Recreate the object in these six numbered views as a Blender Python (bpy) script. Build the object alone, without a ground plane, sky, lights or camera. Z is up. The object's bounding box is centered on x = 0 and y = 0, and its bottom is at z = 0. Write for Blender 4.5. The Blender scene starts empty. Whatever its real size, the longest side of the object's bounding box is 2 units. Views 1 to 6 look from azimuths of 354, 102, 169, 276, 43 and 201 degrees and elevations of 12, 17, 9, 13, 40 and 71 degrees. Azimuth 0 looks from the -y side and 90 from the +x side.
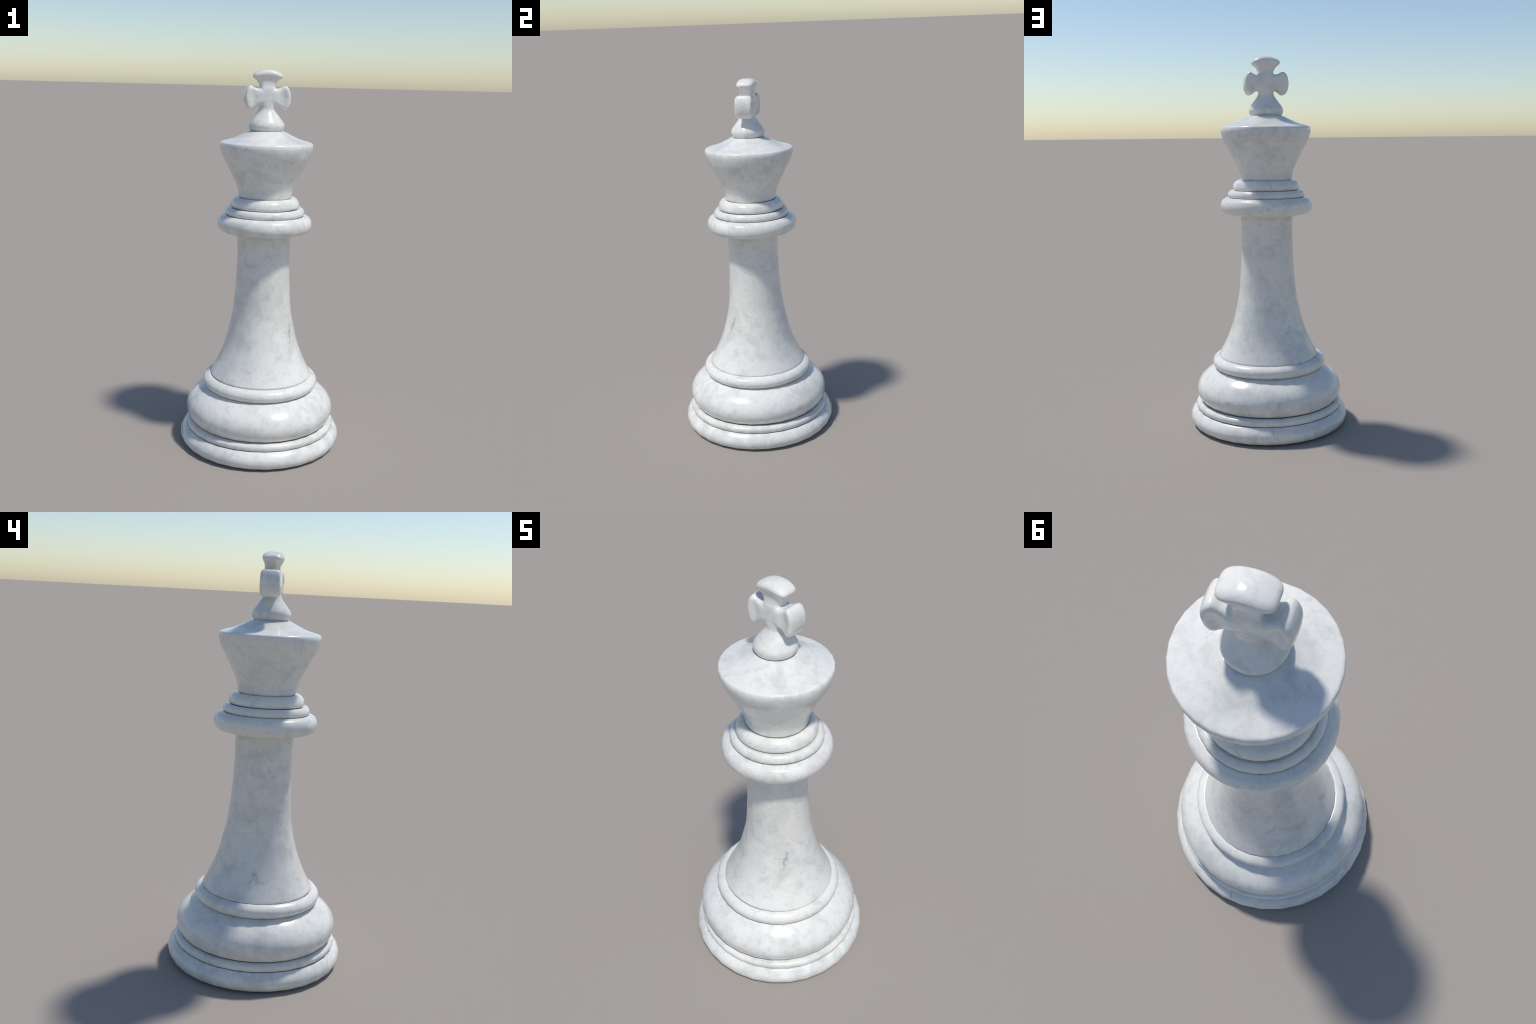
"""A tall carved white-marble chess king: turned base, waisted stem, stepped
collar, flared crown and a cross finial.  Metres, z up, base at z = 0."""
import bpy, bmesh, math
from mathutils import Vector, Matrix

SEGMENTS = 30                       # the piece is turned with 30 facets
PHASE = math.radians(6.0)           # direction of the first facet corner


# ------------------------------------------------------------------ marble
def marble_material():
    mat = bpy.data.materials.new("polished_white_marble")
    mat.use_nodes = True
    nt = mat.node_tree
    nd, ln = nt.nodes, nt.links
    nd.clear()

    def node(kind, **kw):
        n = nd.new(kind)
        for k, v in kw.items():
            setattr(n, k, v)
        return n

    def put(sock, v):
        if hasattr(v, "is_linked"):
            ln.new(v, sock)
        else:
            sock.default_value = v

    def math_(op, a, b=0.0, c=0.0, clamp=False):
        n = node("ShaderNodeMath", operation=op, use_clamp=clamp)
        put(n.inputs[0], a); put(n.inputs[1], b); put(n.inputs[2], c)
        return n.outputs[0]

    def noise(vec, scale, detail, rough, dist=0.0):
        n = node("ShaderNodeTexNoise")
        put(n.inputs["Vector"], vec)
        n.inputs["Scale"].default_value = scale
        n.inputs["Detail"].default_value = detail
        n.inputs["Roughness"].default_value = rough
        n.inputs["Distortion"].default_value = dist
        return n.outputs["Fac"]

    def remap(v, a, b, lo=0.0, hi=1.0):
        n = node("ShaderNodeMapRange", interpolation_type="SMOOTHSTEP")
        put(n.inputs["Value"], v)
        n.inputs["From Min"].default_value = a
        n.inputs["From Max"].default_value = b
        n.inputs["To Min"].default_value = lo
        n.inputs["To Max"].default_value = hi
        return n.outputs[0]

    def mix(fac, a, b):
        n = node("ShaderNodeMix", data_type="RGBA")
        put(n.inputs[0], fac); put(n.inputs[6], a); put(n.inputs[7], b)
        return n.outputs[2]

    def offset(vec, xyz, scale=(1, 1, 1)):
        n = node("ShaderNodeMapping")
        put(n.inputs["Vector"], vec)
        n.inputs["Location"].default_value = xyz
        n.inputs["Scale"].default_value = scale
        return n.outputs[0]

    co = node("ShaderNodeTexCoord").outputs["Object"]

    # soft clouding of the stone: broad drifts, then finer mottling
    broad = noise(offset(co, (3.1, 0.4, 1.7)), 5.0, 4.0, 0.55, 0.4)
    mottle = noise(offset(co, (0.2, 5.3, 2.9)), 15.0, 6.0, 0.62, 0.5)
    fine = noise(co, 52.0, 4.0, 0.6, 0.6)
    white = (0.755, 0.745, 0.700, 1)
    cream = (0.758, 0.732, 0.686, 1)
    grey = (0.490, 0.502, 0.480, 1)
    tint = remap(noise(offset(co, (7.7, 2.2, 0.1)), 9.0, 3.0, 0.5), 0.42, 0.66)
    col = mix(tint, white, cream)
    cloud = math_("ADD", math_("MULTIPLY", broad, 0.45), math_("MULTIPLY", mottle, 0.55))
    col = mix(remap(cloud, 0.43, 0.68, 0.0, 0.66), col, grey)
    col = mix(remap(fine, 0.50, 0.76, 0.0, 0.40), col, grey)

    # hairline veins: the thin band where a warped noise crosses its middle,
    # broken up so that they come and go
    ridge = math_("ABSOLUTE", math_("SUBTRACT",
                  noise(offset(co, (1.3, 8.8, 4.4)), 5.5, 7.0, 0.60, 0.7), 0.5))
    thin = remap(ridge, 0.0, 0.018, 1.0, 0.0)
    gate = remap(noise(offset(co, (9.1, 3.3, 6.2)), 8.0, 3.0, 0.55), 0.54, 0.70)
    vein = math_("MULTIPLY", thin, gate)
    col = mix(math_("MULTIPLY", vein, 0.34), col, (0.34, 0.355, 0.35, 1))

    # a few single darker flaws, each a short wavering stroke laid at an angle
    # round the axis (degrees) and a height
    sep = node("ShaderNodeSeparateXYZ")
    ln.new(co, sep.inputs[0])
    theta = math_("ARCTAN2", sep.outputs[1], sep.outputs[0])
    wob = math_("MULTIPLY", math_("SUBTRACT", noise(co, 26.0, 4.0, 0.6), 0.5), 0.085)
    fade = noise(offset(co, (4.0, 4.0, 4.0)), 33.0, 3.0, 0.6)
    flaws = None
    for deg, z0, rad, lean, length, width, dark in FLAWS:
        d = math_("SUBTRACT", theta, math.radians(deg))
        d = math_("MULTIPLY", math_("ARCTAN2", math_("SINE", d), math_("COSINE", d)), rad)
        h = math_("SUBTRACT", sep.outputs[2], z0)
        c, s = math.cos(math.radians(lean)), math.sin(math.radians(lean))
        along = math_("ADD", math_("MULTIPLY", d, s), math_("MULTIPLY", h, c))
        across = math_("ADD", math_("SUBTRACT", math_("MULTIPLY", d, c),
                                    math_("MULTIPLY", h, s)), wob)
        m = math_("MULTIPLY",
                  remap(math_("ABSOLUTE", across), 0.0, width, 1.0, 0.0),
                  remap(math_("ABSOLUTE", along), length * 0.3, length * 0.5, dark, 0.0))
        flaws = m if flaws is None else math_("MAXIMUM", flaws, m)
    flaws = math_("MULTIPLY", flaws, remap(fade, 0.38, 0.56, 0.20, 0.75))
    col = mix(flaws, col, (0.30, 0.315, 0.315, 1))

    bsdf = node("ShaderNodeBsdfPrincipled")
    out = node("ShaderNodeOutputMaterial")
    ln.new(bsdf.outputs[0], out.inputs[0])
    ln.new(col, bsdf.inputs["Base Color"])
    put(bsdf.inputs["Roughness"], remap(mottle, 0.3, 0.7, 0.16, 0.19))
    bsdf.inputs["IOR"].default_value = 1.5
    return mat


# angle, height, radius there, lean from vertical, length, width, darkness
FLAWS = (
    (-38, 0.630, 0.18, 8, 0.12, 0.017, 1.0),
    (186, 0.490, 0.22, -40, 0.10, 0.013, 0.60),
    (176, 0.470, 0.24, 65, 0.08, 0.008, 0.60),
    (64, 0.175, 0.40, -25, 0.11, 0.010, 0.60),
    (88, 0.190, 0.40, 16, 0.09, 0.005, 0.60),
    (50, 0.210, 0.40, 70, 0.10, 0.007, 0.60),
    (-10, 0.200, 0.40, 65, 0.08, 0.010, 0.60),
    (2, 0.175, 0.40, 80, 0.06, 0.006, 0.60),
    (84, 0.060, 0.43, -28, 0.10, 0.006, 0.60),
    (70, 0.045, 0.43, 12, 0.05, 0.007, 0.60),
    (82, 1.215, 0.25, 62, 0.12, 0.007, 0.60),
    (86, 1.320, 0.18, -20, 0.06, 0.010, 0.60),
    (112, 0.545, 0.20, 30, 0.09, 0.010, 0.60),
)


# ------------------------------------------------------------------ helpers
def spline(points, steps):
    """Centripetal-free Catmull-Rom through (r, z) control points; a point
    given with a third value True is a corner and breaks the smoothness."""
    out = []
    n = len(points)
    for i in range(n - 1):
        p1, p2 = points[i], points[i + 1]
        p0 = points[i - 1] if i > 0 and len(p1) < 3 else p1
        p3 = points[i + 2] if i + 2 < n and len(p2) < 3 else p2
        v0, v1, v2, v3 = (Vector(p[:2]) for p in (p0, p1, p2, p3))
        chord = (v2 - v1).length
        t1 = (v2 - v0).normalized() * chord if (v2 - v0).length else Vector((0, 0))
        t2 = (v3 - v1).normalized() * chord if (v3 - v1).length else Vector((0, 0))
        for k in range(steps):
            t = k / steps
            a = 2 * t**3 - 3 * t**2 + 1
            b = t**3 - 2 * t**2 + t
            c = -2 * t**3 + 3 * t**2
            d = t**3 - t**2
            out.append(a * v1 + b * t1 + c * v2 + d * t2)
    out.append(Vector(points[-1][:2]))
    return out


def arc(rc, zc, a, b, start, end, count):
    """Points of an elliptical moulding: centre, half width, half height, and
    the span in degrees (0 is the widest place, 90 the top)."""
    pts = []
    for k in range(count + 1):
        t = math.radians(start + (end - start) * k / count)
        pts.append((rc + a * math.cos(t), zc + b * math.sin(t)))
    return pts


def finish(name, bm, parent, mat, sharp_deg=50):
    me = bpy.data.meshes.new(name)
    bmesh.ops.recalc_face_normals(bm, faces=bm.faces[:])
    bm.to_mesh(me)
    bm.free()
    me.polygons.foreach_set("use_smooth", [True] * len(me.polygons))
    me.set_sharp_from_angle(angle=math.radians(sharp_deg))
    me.materials.append(mat)
    ob = bpy.data.objects.new(name, me)
    bpy.context.scene.collection.objects.link(ob)
    ob.parent = parent
    return ob


def turned(name, profile, parent, mat, steps=5, lean=((0.0, 0.0, 0.0),)):
    """Closed solid of revolution from a bottom-to-top (radius, height) list.
    'lean' gives the axis as (height, x, y) stations: hand work is not true."""
    def axis(z):
        if z <= lean[0][0]:
            return lean[0][1:]
        for p, q in zip(lean, lean[1:]):
            if z <= q[0]:
                t = (z - p[0]) / (q[0] - p[0])
                t = t * t * (3 - 2 * t)
                return p[1] + (q[1] - p[1]) * t, p[2] + (q[2] - p[2]) * t
        return lean[-1][1:]

    rows = spline(profile, steps)
    bm = bmesh.new()
    rings = []
    for r, z in rows:
        ax, ay = axis(z)
        rings.append([bm.verts.new((ax + r * math.cos(PHASE + 2 * math.pi * k / SEGMENTS),
                                    ay + r * math.sin(PHASE + 2 * math.pi * k / SEGMENTS), z))
                      for k in range(SEGMENTS)])
    for a, b in zip(rings, rings[1:]):
        for k in range(SEGMENTS):
            j = (k + 1) % SEGMENTS
            bm.faces.new((a[k], a[j], b[j], b[k]))
    bm.faces.new(rings[0][::-1])
    bm.faces.new(rings[-1])
    return finish(name, bm, parent, mat)


# ------------------------------------------------------------------ finial
def superellipse(n, a, b, power):
    for k in range(n):
        t = 2 * math.pi * k / n
        c, s = math.cos(t), math.sin(t)
        yield (a * math.copysign(abs(c) ** (2 / power), c),
               b * math.copysign(abs(s) ** (2 / power), s))


def add_arm(bm, centre, direction, across, sections, bulge, crown=0.0, drift=(0, 0, 0),
            dome=0.0):
    """Loft of rounded-rectangle sections (distance, half height, half
    thickness, corner power); each section bends into an arc about the cross
    centre by 'bulge' so that the end face comes out convex."""
    n = 64
    d, w = Vector(direction), Vector(across)
    y, drift = Vector((0, 1, 0)), Vector(drift)
    rings = []
    for dist, half, thick, power, bend, dish in sections:
        ring = []
        for a, b in superellipse(n, half, thick, power):
            b *= 1.0 - dish * max(0.0, 1.0 - (a / half) ** 2)
            s = dist - bend * (bulge * a * a + dome * b * b)
            ring.append(bm.verts.new(centre + d * s + w * a + y * b + drift * bend))
        rings.append(ring)
    for p, q in zip(rings, rings[1:]):
        for k in range(n):
            j = (k + 1) % n
            bm.faces.new((p[k], p[j], q[j], q[k]))
    # close the outer end with a shrinking fan of rings so the face stays full
    last, dist, half, thick, power, bend = rings[-1], *sections[-1][:5]
    for f in (0.75, 0.5, 0.25):
        ring = []
        for a, b in superellipse(n, half * f, thick * f, power):
            ring.append(bm.verts.new(centre + d * (dist - bend * (bulge * a * a + dome * b * b)
                                     + crown * (1 - f * f)) + w * a + y * b
                                     + drift * bend))
        for k in range(n):
            j = (k + 1) % n
            bm.faces.new((last[k], last[j], ring[j], ring[k]))
        last = ring
    bm.faces.new(last)
    bm.faces.new(rings[0][::-1])


def smooth_sections(keys, steps=6):
    """Interpolate the section keys with the same spline, column by column."""
    cols = []
    for c in range(1, len(keys[0])):
        cols.append([p[1] for p in spline([(k[0], k[c]) for k in keys], steps)])
    dist = [p[0] for p in spline([(k[0], k[1]) for k in keys], steps)]
    return list(zip(dist, *cols))


def cross_finial(name, parent, mat):
    cx, cz = -0.0025, 1.862
    bm = bmesh.new()
    c = Vector((cx, 0.0, cz))
    head = Vector((cx + 0.0008, 0.0035, cz))        # the cross stands a touch off the axis
    # distance, half height, half thickness, corner power, bend, dish
    side = [(-0.02, 0.0445, 0.0445, 4.0, 0.0, 0.0), (0.030, 0.0440, 0.0445, 4.0, 0.0, 0.0),
            (0.050, 0.0430, 0.0440, 4.5, 0.2, 0.02), (0.066, 0.0465, 0.0440, 5.0, 0.5, 0.10),
            (0.082, 0.0520, 0.0445, 5.5, 0.8, 0.12), (0.0980, 0.0585, 0.0460, 5.5, 1.0, 0.03),
            (0.1075, 0.0610, 0.0470, 6.0, 1.0, 0.0), (0.1155, 0.0595, 0.0450, 5.5, 1.0, 0.0),
            (0.1198, 0.0530, 0.0380, 5.0, 1.0, 0.0)]
    for sgn in (1, -1):                             # the tips droop slightly
        add_arm(bm, head, (sgn, 0, 0), (0, 0, sgn), smooth_sections(side), 5.2, 0.0015,
                (0, 0, -0.0050), 1.2)
    top = [(-0.02, 0.0410, 0.0445, 4.0, 0.0, 0.0), (0.035, 0.0405, 0.0435, 4.0, 0.0, 0.0),
           (0.055, 0.0400, 0.0385, 4.0, 0.1, 0.0), (0.080, 0.0505, 0.0385, 4.0, 0.35, 0.03),
           (0.105, 0.0660, 0.0450, 4.0, 0.75, 0.02), (0.1215, 0.0740, 0.0485, 4.2, 1.0, 0.0),
           (0.1310, 0.0755, 0.0470, 4.2, 1.0, 0.0), (0.1372, 0.0720, 0.0410, 4.0, 1.0, 0.0),
           (0.1405, 0.0650, 0.0330, 3.6, 1.0, 0.0)]
    add_arm(bm, head, (0, 0, 1), (1, 0, 0), smooth_sections(top), 4.1, 0.0015,
            (0, 0, 0), 2.6)
    # bell-shaped foot below the cross: square-ish neck opening to a round drum
    foot = [(0.02, 0.0410, 0.0445, 4.0, 1.0), (-0.036, 0.0405, 0.0435, 3.4, 1.0),
            (-0.050, 0.0405, 0.0424, 2.9, 0.85), (-0.062, 0.0420, 0.0428, 2.4, 0.6),
            (-0.074, 0.0482, 0.0486, 2.1, 0.4), (-0.088, 0.0583, 0.0583, 2.0, 0.2),
            (-0.121, 0.0830, 0.0830, 2.0, 0.0), (-0.134, 0.0905, 0.0905, 2.0, 0.0),
            (-0.1450, 0.0928, 0.0928, 2.0, 0.0), (-0.157, 0.0905, 0.0905, 2.0, 0.0),
            (-0.166, 0.0868, 0.0868, 2.0, 0.0), (-0.171, 0.0825, 0.0825, 2.0, 0.0),
            (-0.177, 0.0740, 0.0740, 2.0, 0.0), (-0.184, 0.0660, 0.0660, 2.0, 0.0)]
    add_arm(bm, c, (0, 0, 1), (1, 0, 0),
            [k + (0.0,) for k in smooth_sections(foot[::-1])], 0.0, 0.0, head - c)
    ob = finish(name, bm, parent, mat)

    # weld the five lofts into one carved body and soften the inner corners
    m = ob.modifiers.new("weld", "REMESH")
    m.mode, m.voxel_size, m.use_smooth_shade = "VOXEL", 0.0022, True
    s = ob.modifiers.new("soften", "SMOOTH")
    s.factor, s.iterations = 0.5, 18
    dg = bpy.context.evaluated_depsgraph_get()
    me = bpy.data.meshes.new_from_object(ob.evaluated_get(dg))
    ob.modifiers.clear()
    old = ob.data
    ob.data = me
    bpy.data.meshes.remove(old)
    me.name = name
    if not me.materials:
        me.materials.append(mat)
    top_z = max(v.co.z for v in me.vertices)
    for v in me.vertices:                       # keep the overall height at 2 m
        if v.co.z > cz + 0.06:
            v.co.z += (2.0 - top_z) * (v.co.z - cz - 0.06) / (top_z - cz - 0.06)
    me.polygons.foreach_set("use_smooth", [True] * len(me.polygons))
    return ob


# ------------------------------------------------------------------ assembly
OFF_TRUE = ((0.0, -0.0031, -0.0025),)
STEM_AXIS = ((0.36, -0.0010, 0.0006), (0.50, -0.0008, 0.0030), (0.64, -0.0008, 0.0052),
             (0.74, -0.0008, 0.0048), (0.86, -0.0008, 0.0026), (0.97, -0.0008, 0.0014),
             (1.15, -0.0005, 0.0012))


def build():
    king = bpy.data.objects.new("chess_king", None)
    bpy.context.scene.collection.objects.link(king)
    king["label"] = "tall white marble chess king with cross finial"
    king["category"] = "chess piece"
    mat = marble_material()
    T = True

    # edges roll in: slots modelled deeper than the original's, to draw its baked crease shadows
    turned("foot_ring", [(0.36, 0.0), (0.401, 0.0, T)]
           + arc(0.3429, 0.0449, 0.0943, 0.0640, -32, 50, 9)
           + [(0.3950, 0.0930), (0.3850, 0.0885), (0.370, 0.0880)], king, mat, 3)
    turned("foot_bead", [(0.360, 0.0860), (0.3840, 0.0900), (0.3950, 0.0945), (0.4020, 0.1005),
                         (0.4048, 0.1090), (0.4040, 0.1185), (0.3985, 0.1265), (0.3885, 0.1312),
                         (0.3760, 0.1325), (0.3650, 0.1300), (0.345, 0.1300)], king, mat)
    turned("base_cushion", [(0.350, 0.132), (0.3680, 0.1345)]
           + arc(0.0343, 0.1965, 0.3660, 0.1668, -20, 44, 13)
           + [(0.2880, 0.3145), (0.2790, 0.3120), (0.255, 0.3110)], king, mat, 3, OFF_TRUE)
    turned("base_ring", [(0.255, 0.307), (0.2820, 0.3145)]
           + arc(0.2612, 0.3455, 0.0508, 0.0373, -50, 70, 11)
           + [(0.2700, 0.3785), (0.2620, 0.3700), (0.250, 0.3690)], king, mat, 3, OFF_TRUE)
    turned("stem", [(0.2600, 0.3600), (0.2690, 0.3765), (0.2728, 0.3850), (0.2685, 0.3955),
                    (0.2410, 0.4480), (0.2163, 0.5045),
                    (0.1960, 0.5620), (0.1783, 0.6300), (0.1654, 0.6870), (0.1568, 0.7375),
                    (0.1511, 0.8000), (0.1441, 0.8980), (0.1408, 0.9770), (0.1398, 1.0540),
                    (0.1417, 1.1415), (0.1430, 1.1700)], king, mat, 5, STEM_AXIS)
    turned("collar_ring", [(0.115, 1.1490), (0.1425, 1.1505), (0.1800, 1.1580), (0.2060, 1.1650)]
           + arc(0.2199, 1.2104, 0.0300, 0.0413, -72, 72, 9)
           + [(0.2170, 1.2550), (0.2085, 1.2562), (0.2000, 1.2530), (0.180, 1.2520)], king, mat, 3)
    turned("collar_bead", [(0.175, 1.2480), (0.1985, 1.2545), (0.2055, 1.2590), (0.2085, 1.2645),
                           (0.2095, 1.2720), (0.2055, 1.2835), (0.1980, 1.2915), (0.1890, 1.2950),
                           (0.1800, 1.2925), (0.150, 1.2915)], king, mat)
    turned("collar_bead", [(0.145, 1.2880), (0.1715, 1.2945), (0.1785, 1.2985), (0.1814, 1.3045),
                           (0.1815, 1.3130), (0.1765, 1.3290), (0.1665, 1.3410), (0.1540, 1.3475),
                           (0.1440, 1.3485), (0.1330, 1.3440), (0.110, 1.3430)], king, mat)
    turned("crown", [(0.105, 1.3390), (0.1300, 1.3450), (0.1380, 1.3510), (0.1410, 1.3620),
                     (0.1453, 1.3890),
                     (0.1563, 1.4200), (0.1727, 1.4545), (0.1985, 1.5050), (0.2255, 1.5550),
                     (0.2375, 1.5870), (0.2420, 1.6080), (0.2415, 1.6220), (0.2380, 1.6300),
                     (0.2290, 1.6345), (0.1740, 1.6505), (0.1300, 1.6700), (0.0910, 1.6890),
                     (0.0830, 1.6895), (0.0720, 1.6840), (0.050, 1.6830)], king, mat)
    cross_finial("cross_finial", king, mat)


build()
